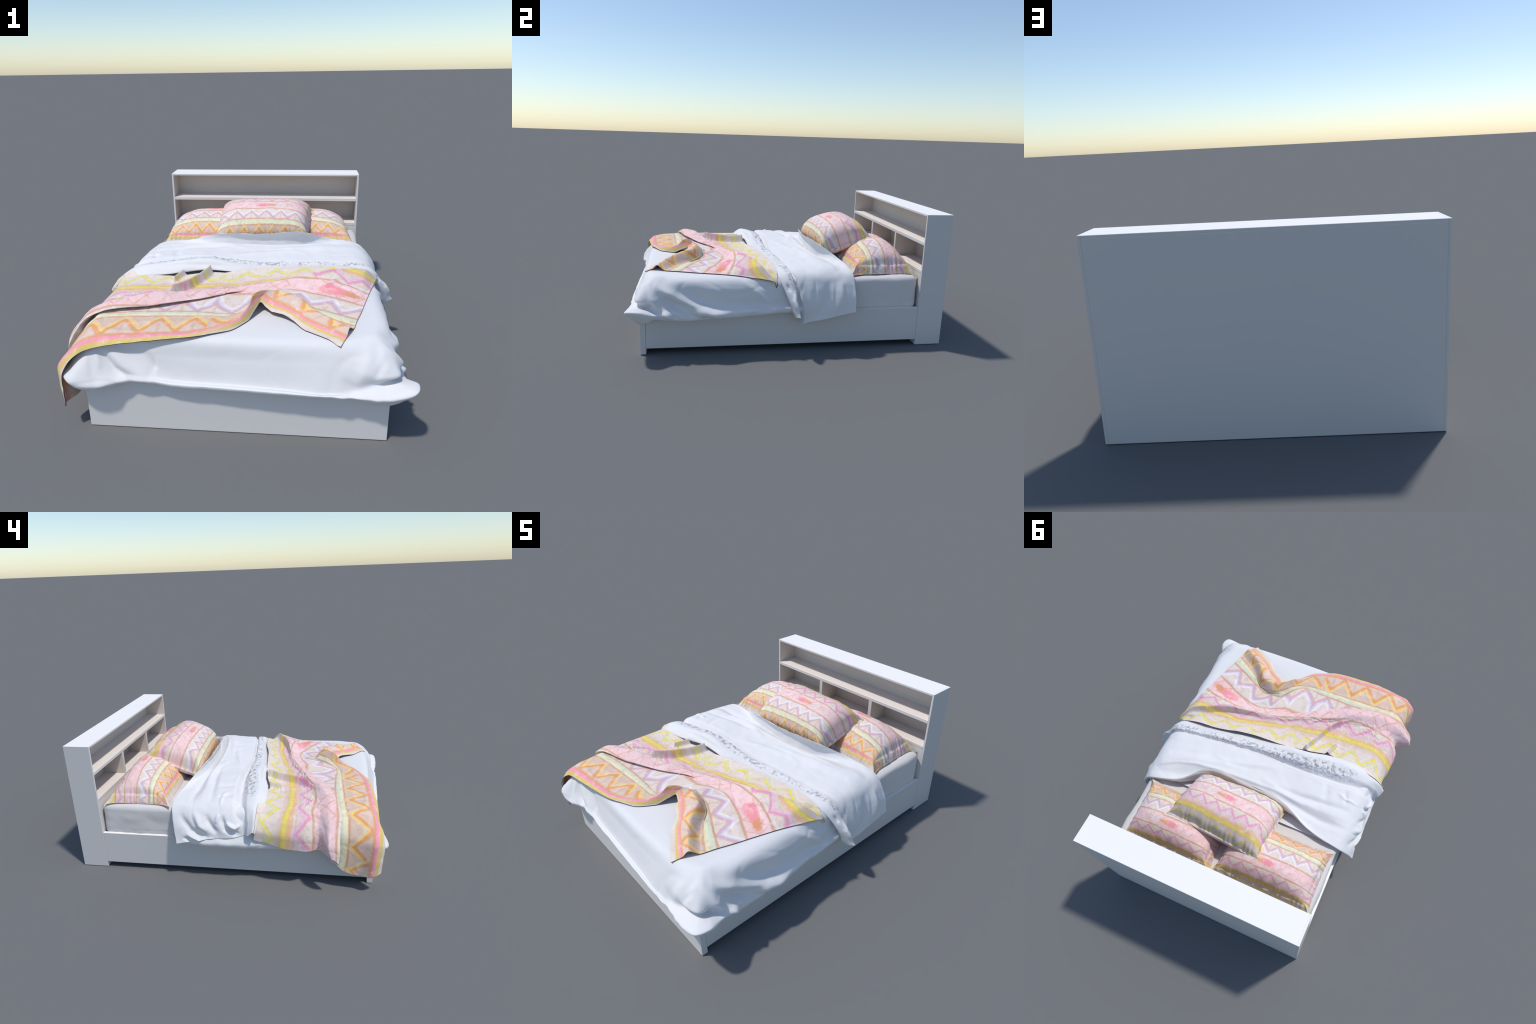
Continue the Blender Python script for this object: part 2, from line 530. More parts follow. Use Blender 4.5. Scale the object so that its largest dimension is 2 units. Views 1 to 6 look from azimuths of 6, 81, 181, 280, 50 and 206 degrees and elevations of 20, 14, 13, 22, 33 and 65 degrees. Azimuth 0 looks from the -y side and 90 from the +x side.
# --------------------------------------------------------------------------
# MATTRESS
# --------------------------------------------------------------------------
def make_mattress():
    lo = np.array((-0.657, -0.875, 0.2375)); hi = np.array((0.682, 0.822, 0.456))
    r = 0.038
    c = (lo + hi) / 2
    bm = bmesh.new()
    bmesh.ops.create_cube(bm, size=1)
    for v in bm.verts:
        v.co = Vector([v.co[i] * (hi[i] - lo[i]) for i in range(3)])
    bmesh.ops.subdivide_edges(bm, edges=bm.edges[:], cuts=60, use_grid_fill=True)
    half = (hi - lo) / 2
    for v in bm.verts:
        q = np.array(v.co)
        core = np.clip(q, -(half - r), half - r)
        d = q - core
        L = np.linalg.norm(d)
        if L > 1e-6:
            q = core + d / L * r
        p = Vector(q)
        n = Vector(d / L) if L > 1e-6 else Vector((0, 0, 1))
        # soft dents of the fitted sheet
        p += n * (0.006 * mnoise.noise(p * 7) + 0.003 * mnoise.noise(p * 19 + Vector((3, 1, 0))))
        if p.z < -half[2] + 0.05:
            p += n * 0.002 * math.sin(p.y * 160 + 3 * mnoise.noise(p * 20))
        v.co = p
    me = bpy.data.meshes.new("mattress")
    bm.to_mesh(me)
    bm.free()
    me.materials.append(SHEET)
    me.polygons.foreach_set("use_smooth", np.ones(len(me.polygons), bool))
    o = add("mattress", me, None, "thick mattress in a pale grey fitted sheet", "mattress")
    o.location = c
    return o


make_mattress()

# --------------------------------------------------------------------------
# DUVET : perimeter stations, each a drape profile
#   top edge, upper side, crease above the hem, roll of the hem, bottom
# --------------------------------------------------------------------------
def side(x, y, r, b, top=0.672, zr=0.27):
    s = 1 if x > 0 else -1
    if s > 0:
        return [(top, y, 0.468), (x * 0.940, y, 0.418), (x * 0.966, y, 0.32), (r, y, zr), (r - 0.016, y, b)]
    return [(-top, y, 0.468), (x * 0.955, y, 0.40), (x * 0.985, y, 0.32), (r, y, zr), (r + 0.016, y, b)]


STATIONS = [
    [(-0.655, 0.32, 0.458), (-0.700, 0.31, 0.40), (-0.725, 0.30, 0.33), (-0.745, 0.26, 0.275), (-0.735, 0.24, 0.252)],
    side(-0.750, 0.10, -0.766, 0.243),
    side(-0.752, -0.10, -0.766, 0.243),
    side(-0.750, -0.30, -0.752, 0.240),
    side(-0.742, -0.55, -0.738, 0.250),
    side(-0.735, -0.76, -0.738, 0.242, top=0.655),
    [(-0.630, -0.83, 0.467), (-0.695, -0.88, 0.40), (-0.728, -0.925, 0.33), (-0.7435, -0.965, 0.29), (-0.712, -0.95, 0.250)],
    [(-0.600, -0.858, 0.468), (-0.650, -0.925, 0.39), (-0.685, -0.980, 0.325), (-0.692, -0.999, 0.275), (-0.660, -0.975, 0.235)],
    [(-0.555, -0.872, 0.470), (-0.580, -0.925, 0.38), (-0.585, -0.965, 0.31), (-0.585, -0.992, 0.265), (-0.575, -0.97, 0.240)],
    [(-0.450, -0.882, 0.472), (-0.460, -0.913, 0.385), (-0.455, -0.938, 0.315), (-0.450, -0.958, 0.285), (-0.445, -0.945, 0.268)],
    [(-0.250, -0.885, 0.464), (-0.250, -0.915, 0.38), (-0.245, -0.943, 0.290), (-0.245, -0.965, 0.275), (-0.240, -0.955, 0.256)],
    [(0.000, -0.888, 0.463), (0.000, -0.921, 0.38), (0.000, -0.953, 0.288), (0.000, -0.974, 0.273), (0.000, -0.962, 0.254)],
    [(0.250, -0.888, 0.461), (0.250, -0.926, 0.38), (0.250, -0.962, 0.283), (0.250, -0.982, 0.267), (0.250, -0.970, 0.249)],
    [(0.430, -0.884, 0.459), (0.430, -0.926, 0.385), (0.430, -0.970, 0.277), (0.430, -0.986, 0.263), (0.430, -0.973, 0.247)],
    [(0.530, -0.876, 0.458), (0.550, -0.930, 0.370), (0.545, -0.953, 0.285), (0.552, -0.985, 0.260), (0.550, -0.965, 0.240)],
    [(0.605, -0.858, 0.459), (0.655, -0.943, 0.350), (0.645, -0.932, 0.298), (0.690, -0.998, 0.268), (0.650, -0.955, 0.212)],
    [(0.640, -0.832, 0.466), (0.728, -0.924, 0.352), (0.708, -0.900, 0.308), (0.795, -0.985, 0.297), (0.715, -0.925, 0.202)],
    [(0.652, -0.805, 0.466), (0.740, -0.868, 0.350), (0.718, -0.866, 0.298), (0.814, -0.918, 0.300), (0.760, -0.875, 0.225)],
    [(0.657, -0.770, 0.466), (0.735, -0.802, 0.370), (0.735, -0.814, 0.288), (0.777, -0.835, 0.270), (0.755, -0.825, 0.240)],
    side(0.766, -0.700, 0.772, 0.227),
    side(0.770, -0.500, 0.782, 0.238),
    side(0.768, -0.300, 0.765, 0.242),
    side(0.765, -0.100, 0.765, 0.258, zr=0.285),
    side(0.755, 0.120, 0.752, 0.260, zr=0.285),
    side(0.748, 0.340, 0.745, 0.275, top=0.67, zr=0.30),
]


def make_duvet():
    S = np.array(STATIONS)                              # stations x 5 x 3
    n = len(S)
    top = S[:, 0]
    spine = np.c_[np.full(n, 0.01), np.clip(top[:, 1], -0.55, 0.34), np.full(n, 0.474)]
    k = (spine - top)
    k[:, 2] = 0
    k /= np.linalg.norm(k, axis=1, keepdims=True)
    inner = top + k * 0.085
    inner[:, 2] = 0.473
    mid = (inner + spine) / 2
    mid[:, 2] = 0.475
    tuck = S[:, 4] + k * 0.05 + (0, 0, 0.016)
    tuck2 = S[:, 4] + k * 0.075 + (0, 0, 0.05)
    ctrl = np.stack([spine, mid, inner, *[S[:, i] for i in range(5)], tuck, tuck2], 1)
    L = chord((S[:, 1] + S[:, 3]) / 2)
    NU, NV = 820, 200
    cu = spline(L, ctrl.reshape(n, -1), np.linspace(0, L[-1], NU)).reshape(NU, ctrl.shape[1], 3)
    tv = np.array([0, 1.0, 1.8, 2.5, 3.4, 4.3, 5.0, 5.5, 6.1, 6.5])
    tgrid = np.interp(np.linspace(0, 1, NV), [0, 0.18, 1], [0, 1.6, 6.5])
    G = np.stack([spline(tv, cu[i], tgrid) for i in range(NU)])
    N = grid_normals(G)
    if N[NU // 2, 5, 2] < 0:
        N = -N
    # outward folds drawn on the hanging sides as (along, z) lines
    zz = G[..., 2]
    hang = np.clip((0.468 - zz) / 0.05, 0, 1)
    disp = np.zeros(G.shape[:2])
    right = (G[..., 0] > 0.55) & (G[..., 1] > -0.97)
    P = np.stack([G[..., 1], zz], -1)
    R = np.zeros_like(disp)
    for line, a, w in [
        ([(-0.81, 0.425), (-0.70, 0.365), (-0.56, 0.295), (-0.42, 0.258)], 0.026, 0.024),
        ([(-0.80, 0.375), (-0.70, 0.315), (-0.60, 0.262)], -0.026, 0.026),
        ([(-0.66, 0.41), (-0.50, 0.345), (-0.33, 0.30)], -0.014, 0.035),
        ([(-0.865, 0.42), (-0.825, 0.34), (-0.775, 0.275)], 0.020, 0.022),
        ([(-0.78, 0.30), (-0.745, 0.262), (-0.715, 0.245)], 0.018, 0.014),
        ([(-0.87, 0.34), (-0.845, 0.305)], -0.014, 0.020),
        ([(-0.735, 0.285), (-0.70, 0.25)], -0.012, 0.012),
        ([(-0.29, 0.445), (-0.22, 0.38), (-0.13, 0.31)], 0.012, 0.018),
        ([(-0.25, 0.45), (-0.13, 0.40), (0.02, 0.36)], -0.010, 0.018),
        ([(-0.30, 0.33), (-0.10, 0.285)], -0.012, 0.02),
        ([(-0.57, 0.235), (-0.50, 0.25)], -0.012, 0.016),
    ]:
        R += ridge(P, line, a, w)
    disp += np.where(right, R, 0)
    P = np.stack([G[..., 0], zz], -1)
    front = (G[..., 1] < -0.84)
    R = np.zeros_like(disp)
    for line, a, w in [
        ([(-0.578, 0.40), (-0.52, 0.33), (-0.45, 0.285)], -0.020, 0.016),
        ([(-0.54, 0.41), (-0.47, 0.345), (-0.37, 0.285)], 0.018, 0.026),
        ([(-0.43, 0.42), (-0.36, 0.36), (-0.26, 0.30)], -0.010, 0.03),
        ([(-0.63, 0.39), (-0.60, 0.31)], -0.006, 0.012),
        ([(-0.60, 0.40), (-0.575, 0.33)], 0.007, 0.010),
        ([(0.60, 0.44), (0.58, 0.37), (0.545, 0.30)], 0.010, 0.03),
        ([(0.655, 0.43), (0.665, 0.36)], 0.010, 0.022),
        ([(0.67, 0.41), (0.62, 0.34)], -0.007, 0.014),
    ]:
        R += ridge(P, line, a, w)
    disp += np.where(front, R, 0)
    # random crumple, stronger near the hem
    low = np.clip((0.36 - zz) / 0.10, 0, 1)
    disp += hang * 0.006 * vnoise(G, 7.0, 2.0) + low * 0.006 * vnoise(G * (1, 1, 0.6), 20.0, 9.0)
    disp += (1 - hang) * 0.002 * vnoise(G, 4.0, 5.0)
    disp -= hang * 0.0028 * creases(G * (1, 0.8, 1.3), 5.5, 31.0, 0.12)
    flatfront = front & (np.abs(G[..., 0] - 0.05) < 0.38)
    disp = np.where(flatfront, disp * 0.25, disp)
    # piped seam just above the front hem
    pipe = np.exp(-((tgrid - 4.5) / 0.07) ** 2)[None, :] * np.clip((0.42 - np.abs(G[..., 0] - 0.08)) / 0.06, 0, 1) * front
    disp += 0.006 * pipe
    D = N.copy()
    D[..., 2] *= 0.4
    G = G + D * disp[..., None]
    G = smooth_grid(G, 4)
    o, V, F = sheet("duvet", G, DUVET, label="white cotton duvet draped over the bed, crumpled hem", category="duvet")
    return o, V, F


duvet, DV, DF = make_duvet()

# --------------------------------------------------------------------------
# FOLDED-BACK FLAP OF THE DUVET (child of the duvet)
#   rows run from side hem to side hem; first row is the lace hem
# --------------------------------------------------------------------------
FLAP_ROWS = dict(
    under_hem=[(-0.752, -0.165, 0.375), (-0.725, -0.17, 0.42), (-0.650, -0.165, 0.466), (-0.457, -0.17, 0.476), (-0.24, -0.12, 0.478), (0.05, -0.10, 0.478),
               (0.27, -0.07, 0.477), (0.50, -0.05, 0.474), (0.67, -0.03, 0.455), (0.735, 0.0, 0.36), (0.755, 0.03, 0.25)],
    hem=[(-0.785, -0.212, 0.365), (-0.748, -0.228, 0.42), (-0.655, -0.245, 0.474), (-0.457, -0.250, 0.500), (-0.25, -0.205, 0.514), (0.05, -0.185, 0.488),
         (0.27, -0.160, 0.484), (0.50, -0.130, 0.480), (0.695, -0.09, 0.458), (0.760, -0.045, 0.36), (0.785, 0.000, 0.245)],
    roll=[(-0.793, -0.198, 0.380), (-0.758, -0.200, 0.435), (-0.665, -0.195, 0.505), (-0.46, -0.190, 0.548), (-0.25, -0.155, 0.564), (0.05, -0.140, 0.512),
          (0.27, -0.118, 0.508), (0.48, -0.092, 0.500), (0.705, -0.045, 0.480), (0.785, -0.010, 0.38), (0.848, 0.020, 0.263)],
    lace=[(-0.780, -0.165, 0.350), (-0.748, -0.165, 0.42), (-0.670, -0.150, 0.495), (-0.46, -0.122, 0.534), (-0.24, -0.102, 0.552), (0.05, -0.088, 0.524),
          (0.27, -0.070, 0.520), (0.48, -0.044, 0.511), (0.70, -0.010, 0.477), (0.770, 0.012, 0.37), (0.810, 0.035, 0.230)],
    crease=[(-0.742, -0.128, 0.330), (-0.718, -0.128, 0.40), (-0.660, -0.110, 0.462), (-0.46, -0.078, 0.486), (-0.23, -0.062, 0.496), (0.05, -0.068, 0.491),
            (0.27, -0.052, 0.489), (0.48, -0.027, 0.484), (0.682, 0.003, 0.458), (0.728, 0.032, 0.34), (0.748, 0.045, 0.186)],
    past=[(-0.752, -0.060, 0.312), (-0.737, -0.060, 0.40), (-0.676, -0.055, 0.484), (-0.46, -0.030, 0.527), (-0.23, -0.022, 0.536), (0.05, -0.043, 0.515),
          (0.27, -0.030, 0.511), (0.48, -0.004, 0.504), (0.697, 0.025, 0.475), (0.754, 0.055, 0.34), (0.765, 0.07, 0.197)],
    middle=[(-0.755, 0.080, 0.303), (-0.742, 0.090, 0.39), (-0.676, 0.100, 0.478), (-0.46, 0.100, 0.530), (-0.22, 0.070, 0.538), (0.05, 0.070, 0.532),
            (0.27, 0.090, 0.525), (0.48, 0.110, 0.517), (0.70, 0.160, 0.478), (0.757, 0.180, 0.35), (0.766, 0.20, 0.222)],
    lip_base=[(-0.758, 0.190, 0.276), (-0.740, 0.200, 0.37), (-0.680, 0.220, 0.473), (-0.46, 0.205, 0.512), (-0.22, 0.150, 0.543), (0.05, 0.148, 0.541),
              (0.27, 0.160, 0.542), (0.47, 0.198, 0.540), (0.70, 0.290, 0.475), (0.762, 0.290, 0.36), (0.771, 0.30, 0.246)],
    hollow=[(-0.760, 0.240, 0.270), (-0.737, 0.250, 0.37), (-0.672, 0.275, 0.470), (-0.46, 0.265, 0.504), (-0.22, 0.228, 0.522), (0.05, 0.226, 0.500),
            (0.27, 0.232, 0.506), (0.47, 0.292, 0.502), (0.70, 0.335, 0.470), (0.757, 0.338, 0.36), (0.772, 0.342, 0.255)],
    rise=[(-0.763, 0.266, 0.266), (-0.736, 0.280, 0.365), (-0.670, 0.305, 0.469), (-0.455, 0.292, 0.510), (-0.22, 0.232, 0.558), (0.05, 0.226, 0.552),
          (0.27, 0.230, 0.565), (0.47, 0.330, 0.522), (0.695, 0.362, 0.469), (0.754, 0.362, 0.36), (0.7725, 0.364, 0.260)],
    lip=[(-0.766, 0.292, 0.262), (-0.735, 0.310, 0.36), (-0.668, 0.332, 0.466), (-0.45, 0.305, 0.519), (-0.22, 0.222, 0.592), (0.05, 0.204, 0.600),
         (0.27, 0.205, 0.618), (0.47, 0.335, 0.536), (0.69, 0.385, 0.464), (0.751, 0.385, 0.36), (0.773, 0.384, 0.2655)],
    turn=[(-0.752, 0.294, 0.262), (-0.722, 0.312, 0.36), (-0.660, 0.332, 0.455), (-0.45, 0.306, 0.502), (-0.22, 0.236, 0.580), (0.05, 0.218, 0.590),
          (0.27, 0.220, 0.606), (0.47, 0.342, 0.524), (0.68, 0.384, 0.450), (0.741, 0.386, 0.36), (0.760, 0.384, 0.268)],
    inside=[(-0.735, 0.255, 0.270), (-0.712, 0.270, 0.36), (-0.650, 0.290, 0.445), (-0.45, 0.265, 0.480), (-0.22, 0.246, 0.530), (0.05, 0.240, 0.510),
            (0.27, 0.244, 0.520), (0.47, 0.338, 0.495), (0.665, 0.345, 0.440), (0.726, 0.350, 0.36), (0.745, 0.350, 0.275)],
)


def make_flap():
    R = np.array(list(FLAP_ROWS.values()))            # rows x 11 x 3
    nr = len(R)
    NU, NV = 560, 360
    rows = []
    for r in R:
        L = chord(r)
        rows.append(spline(L / L[-1], r, np.linspace(0, 1, NU)))
    rows = np.array(rows)                              # nr x NU x 3
    tv = np.array([0, 0.6, 1.2, 1.7, 2.3, 3.0, 4.2, 5.2, 5.7, 6.0, 6.3, 6.6, 7.2])
    tg = np.linspace(0, tv[-1], NV)
    G = np.stack([pchip(tv, rows[:, i], tg) for i in range(NU)])   # NU x NV x 3
    G = smooth_grid(G, 4)
    N = grid_normals(G)
    if N[NU // 2, NV // 2, 2] < 0:
        N = -N
    P = G[..., :2]
    topside = np.clip((G[..., 2] - 0.45) / 0.02, 0, 1) * np.clip((tv[-1] - 1.0 - tg)[None, :] / 0.6, 0, 1)
    disp = np.zeros(P.shape[:2])
    for line, a, w in [
        ([(-0.20, 0.185), (-0.35, 0.205), (-0.50, 0.215), (-0.64, 0.21)], -0.016, 0.022),
        ([(-0.15, 0.13), (-0.31, 0.125), (-0.49, 0.104), (-0.63, 0.087)], -0.013, 0.020),
        ([(-0.05, 0.11), (-0.25, 0.165), (-0.48, 0.160), (-0.63, 0.15)], 0.008, 0.020),
        ([(-0.43, -0.04), (-0.46, 0.03), (-0.45, 0.08)], -0.008, 0.022),
        ([(-0.57, -0.03), (-0.60, 0.05)], -0.009, 0.014),
        ([(-0.66, 0.02), (-0.58, 0.02), (-0.53, 0.0)], 0.008, 0.010),
        ([(0.32, 0.08), (0.24, 0.095), (0.08, 0.05), (-0.10, -0.005)], 0.010, 0.020),
        ([(0.45, 0.19), (0.60, 0.27), (0.68, 0.30)], -0.007, 0.022),
        ([(0.35, 0.05), (0.50, 0.10), (0.62, 0.13)], 0.004, 0.03),
        ([(0.10, 0.10), (0.28, 0.125), (0.42, 0.16)], 0.006, 0.015),
        ([(-0.45, -0.215), (-0.25, -0.19), (-0.05, -0.17)], -0.008, 0.010),
        ([(-0.34, 0.175), (-0.15, 0.155), (0.05, 0.160), (0.27, 0.172), (0.40, 0.190), (0.52, 0.222), (0.66, 0.285)], 0.007, 0.010),
    ]:
        disp += ridge(P, line, a, w) * topside
    PZ = np.stack([G[..., 1], G[..., 2]], -1)
    left = np.clip((0.468 - G[..., 2]) / 0.03, 0, 1) * (G[..., 0] < -0.5) * (tg[None, :] < 6.3)
    D = np.zeros_like(disp)
    for line, a, w in [
        ([(0.26, 0.42), (0.20, 0.35), (0.10, 0.31)], -0.012, 0.020),
        ([(0.10, 0.43), (0.06, 0.37), (0.03, 0.34)], -0.012, 0.018),
        ([(0.0, 0.43), (-0.02, 0.37), (-0.05, 0.345)], -0.013, 0.014),
        ([(-0.03, 0.40), (-0.08, 0.375), (-0.11, 0.39)], 0.014, 0.012),
        ([(-0.05, 0.345), (-0.10, 0.34)], -0.016, 0.012),
        ([(0.22, 0.32), (0.14, 0.285), (0.05, 0.30)], 0.010, 0.014),
        ([(0.24, 0.295), (0.14, 0.268)], -0.012, 0.010),
        ([(0.17, 0.44), (0.14, 0.38), (0.09, 0.35)], 0.010, 0.020),
        ([(0.02, 0.45), (0.04, 0.40)], 0.008, 0.012),
    ]:
        D += ridge(PZ, line, a, w)
    disp += 1.5 * D * left
    rightm = np.clip((0.468 - G[..., 2]) / 0.03, 0, 1) * (G[..., 0] > 0.5) * (tg[None, :] < 6.3)
    D = np.zeros_like(disp)
    for line, a, w in [
        ([(0.22, 0.44), (0.20, 0.33), (0.13, 0.22)], -0.012, 0.030),
        ([(0.30, 0.44), (0.29, 0.34), (0.25, 0.25)], 0.008, 0.022),
        ([(0.10, 0.42), (0.10, 0.32), (0.08, 0.24)], 0.006, 0.022),
        ([(-0.045, 0.44), (-0.035, 0.40)], -0.010, 0.010),
        ([(0.0, 0.39), (-0.005, 0.35), (0.01, 0.30)], 0.012, 0.011),
        ([(0.025, 0.37), (0.02, 0.33)], -0.012, 0.009),
    ]:
        D += ridge(PZ, line, a, w)
    disp += D * rightm
    disp += 0.0035 * vnoise(G, 8.0, 4.0) + 0.002 * vnoise(G, 19.0, 14.0)
    hangs = np.clip((0.46 - G[..., 2]) / 0.05, 0, 1)
    disp -= (0.0009 + 0.0022 * hangs) * creases(G * (0.6, 1.6, 0.6), 5.0, 21.0, 0.10)
    # pricked, puckered lace between roll and crease
    band = np.exp(-((tg - 1.75) / 0.38) ** 2)[None, :] * np.clip((0.66 - np.abs(G[..., 0] - 0.02)) / 0.08, 0, 1)
    disp += band * (0.0055 * vnoise(G * (1.0, 0.7, 1.0), 70.0, 1.0) + 0.003 * vnoise(G * (1.0, 0.4, 1.0), 34.0, 6.0))
    G = G + N * disp[..., None]
    uu = np.linspace(-0.86, 0.86, NU)[:, None] + np.zeros((1, NV))
    vv = (tg * 0.06 - 0.20)[None, :] + np.zeros((NU, 1))
    # hem side is 0.2 below, so the lace band lies at v = -0.105 .. -0.07
    return sheet("folded_flap", G, FLAP, parent=duvet, flat=np.stack([uu, vv], -1))


flap, FV, FF = make_flap()

# --------------------------------------------------------------------------
# PILLOWS
# --------------------------------------------------------------------------
PRINT_U = 0.57        # metres of pillow per unit of print, along the stripes


def make_pillow(corners, crown, gusset, belly, seed, hot_y, shift=0.0, peak=0.3, pa_=(2.3, 0.55), pb_=(2.0, 0.8), sag=0.03, flare=0.025, lean=0.40):
    """corners: front-left, front-right, back-left, back-right of the seam.
    Top panel + gusset + flanged lower seam + belly, all one sheet each side."""
    FLc, FRc, BLc, BRc = [np.array(c, float) for c in corners]
    n = 150
    w = np.linalg.norm(FRc - FLc)
    h = np.linalg.norm(BLc - FLc)
    up = np.cross(FRc - FLc, BLc - FLc)
    up /= np.linalg.norm(up)
    g = np.linspace(-1, 1, n)
    # dense near the rim
    g = np.sign(g) * (1 - (1 - np.abs(g)) ** 1.5)
    A, B = np.meshgrid(g, g, indexing="ij")
    rimA, rimB = 1 - np.abs(A), 1 - np.abs(B)
    e = np.minimum(rimA * w / 2, rimB * h / 2)          # metres from the outer edge
    gw = gusset * 1.0                                    # sheet width used by the gusset
    # height rises over the gusset, then the crown
    rim = np.clip(e / gw, 0, 1)
    ia = np.clip((np.abs(A) * w / 2) / (w / 2 - gw), 0, 1)
    ib = np.clip((np.abs(B) * h / 2) / (h / 2 - gw), 0, 1)
    bb = np.sign(B) * ib
    bw = np.where(bb < peak, (bb - peak) / (1 + peak), (bb - peak) / (1 - peak))
    dome = (1 - ia ** pa_[0]) ** pa_[1] * (1 - np.abs(bw) ** pb_[0]) ** pb_[1]
    cornerness = np.clip(np.abs(A * B) - 0.55, 0, 1) / 0.45
    z = gusset * rim ** 0.9 + (crown - gusset) * dome
    # plan: gusset stands nearly upright, so pull its sheet in under the crown
    shrinkA = np.where(rimA * w / 2 < gw, 1 - (rimA * w / 2) * lean / (w / 2), 1 - (gw * lean + (rimA * w / 2 - gw) * ((w / 2 - gw * lean) / (w / 2 - gw))) / (w / 2))
    shrinkB = np.where(rimB * h / 2 < gw, 1 - (rimB * h / 2) * lean / (h / 2), 1 - (gw * lean + (rimB * h / 2 - gw) * ((h / 2 - gw * lean) / (h / 2 - gw))) / (h / 2))
    a = np.sign(A) * shrinkA
    b = np.sign(B) * shrinkB
    a = np.where(np.abs(A) < 1e-9, 0, a)
    b = np.where(np.abs(B) < 1e-9, 0, b)
    # pinched edges between the flared corners
    mid_a = 1 - np.abs(a) ** 3
    mid_b = 1 - np.abs(b) ** 3
    outer = np.clip(1 - e / 0.09, 0, 1)
    pa = a * (1 - sag * mid_b * np.abs(a) ** 3) + np.sign(a) * flare / w * cornerness * outer
    pb = b * (1 - sag * 1.3 * mid_a * np.abs(b) ** 3) + np.sign(b) * flare / h * cornerness * outer
    z = z * (1 - 0.28 * cornerness * outer)
    C = (FLc + FRc + BLc + BRc) / 4
    s, t_ = (pa + 1) / 2, (pb + 1) / 2
    base = (FLc * ((1 - s) * (1 - t_))[..., None] + FRc * (s * (1 - t_))[..., None]
            + BLc * ((1 - s) * t_)[..., None] + BRc * (s * t_)[..., None])
    G = base + up * z[..., None]
    G0 = G.copy()
    # piping crease along the seam above the gusset and puckers running in from it
    groove = np.exp(-((e - gw) / 0.010) ** 2)
    along = np.where(rimA * w < rimB * h, b * h, a * w)
    puck = np.sin(along * 75 + 2.5 * np.sin(along * 23 + seed)) * np.exp(-((e - gw * 0.6) / 0.035) ** 2)
    puck += 0.7 * np.sin(along * 41 + seed * 2) * np.exp(-((e - gw) / 0.06) ** 2)
    d = -0.0050 * groove + 0.0026 * puck + 0.004 * vnoise(G, 12.0, seed) + 0.005 * vnoise(G, 5.0, seed + 8)
    N = grid_normals(G)
    if (N[n // 2, n // 2] @ up) < 0:
        N = -N
    G = G + N * (d * np.clip(e / 0.01, 0, 1))[..., None]
    # belly
    zb = -belly * ((1 - np.abs(A) ** 3) * (1 - np.abs(B) ** 3)) ** 0.6
    Bm = base + up * zb[..., None]
    Bm[0], Bm[-1], Bm[:, 0], Bm[:, -1] = G[0], G[-1], G[:, 0], G[:, -1]
    # print coordinates: plan position on the crown, running on down the gusset
    extA = np.clip(gw - rimA * w / 2, 0, gw) * 1.1 * np.sign(A)
    prof = G0[n // 2]
    arc = chord(prof)
    hot = np.abs(prof[:, 1] - hot_y).argmin()
    flat = np.stack([(pa * w / 2 + extA) / PRINT_U + shift, np.broadcast_to(0.525 + (arc - arc[hot]) / 0.59, A.shape)], -1)
    return G, Bm, flat, (w, h)


def pillow_object(corners, crown, gusset, belly, seed, *args, **kw):
    G, Bm, flat, (w, h) = make_pillow(corners, crown, gusset, belly, seed, *args, **kw)
    n = G.shape[0]
    idx = np.arange(n * n).reshape(n, n)
    a, b, c, d = idx[:-1, :-1], idx[1:, :-1], idx[1:, 1:], idx[:-1, 1:]
    F = np.stack([a, b, c, d], -1).reshape(-1, 4)
    under = idx + n * n
    edge = np.zeros((n, n), bool)
    edge[0] = edge[-1] = True
    edge[:, 0] = edge[:, -1] = True
    under = np.where(edge, idx, under)
    a, b, c, d = under[:-1, :-1], under[1:, :-1], under[1:, 1:], under[:-1, 1:]
    F2 = np.stack([d, c, b, a], -1).reshape(-1, 4)
    origin = G.reshape(-1, 3).mean(0)
    shape = np.concatenate([G.reshape(-1, 3), Bm.reshape(-1, 3)]) - origin
    base = np.concatenate([np.c_[flat.reshape(-1, 2), np.full(n * n, 0.01)], np.c_[flat.reshape(-1, 2), np.full(n * n, -0.01)]])
    used = np.unique(np.concatenate([F.ravel(), F2.ravel()]))
    remap = np.full(2 * n * n, -1)
    remap[used] = np.arange(len(used))
    me = bpy.data.meshes.new("pillow")
    me.from_pydata(base[used].tolist(), [], remap[np.concatenate([F, F2])].tolist())
    me.polygons.foreach_set("use_smooth", np.ones(len(me.polygons), bool))
    me.materials.append(PILLOW_MAT)
    o = add("pillow", me, None, "plump pillow with pastel zigzag striped cover", "pillow")
    o.location = origin
    me.use_auto_texspace = False
    me.texspace_location = (0, 0, 0)
    me.texspace_size = (1, 1, 1)
    o.shape_key_add(name="Flat")
    k = o.shape_key_add(name="Stuffed")
    k.data.foreach_set("co", shape[used].astype(np.float32).ravel())
    k.value = 1.0
    return o


PILLOW_MAT = ethnic_print_material("pillow_zigzag_print", 1.0, (0.0, 0.0), (0.0, 0.525), (0.14, 0.03, True, 0.8, 0.45))

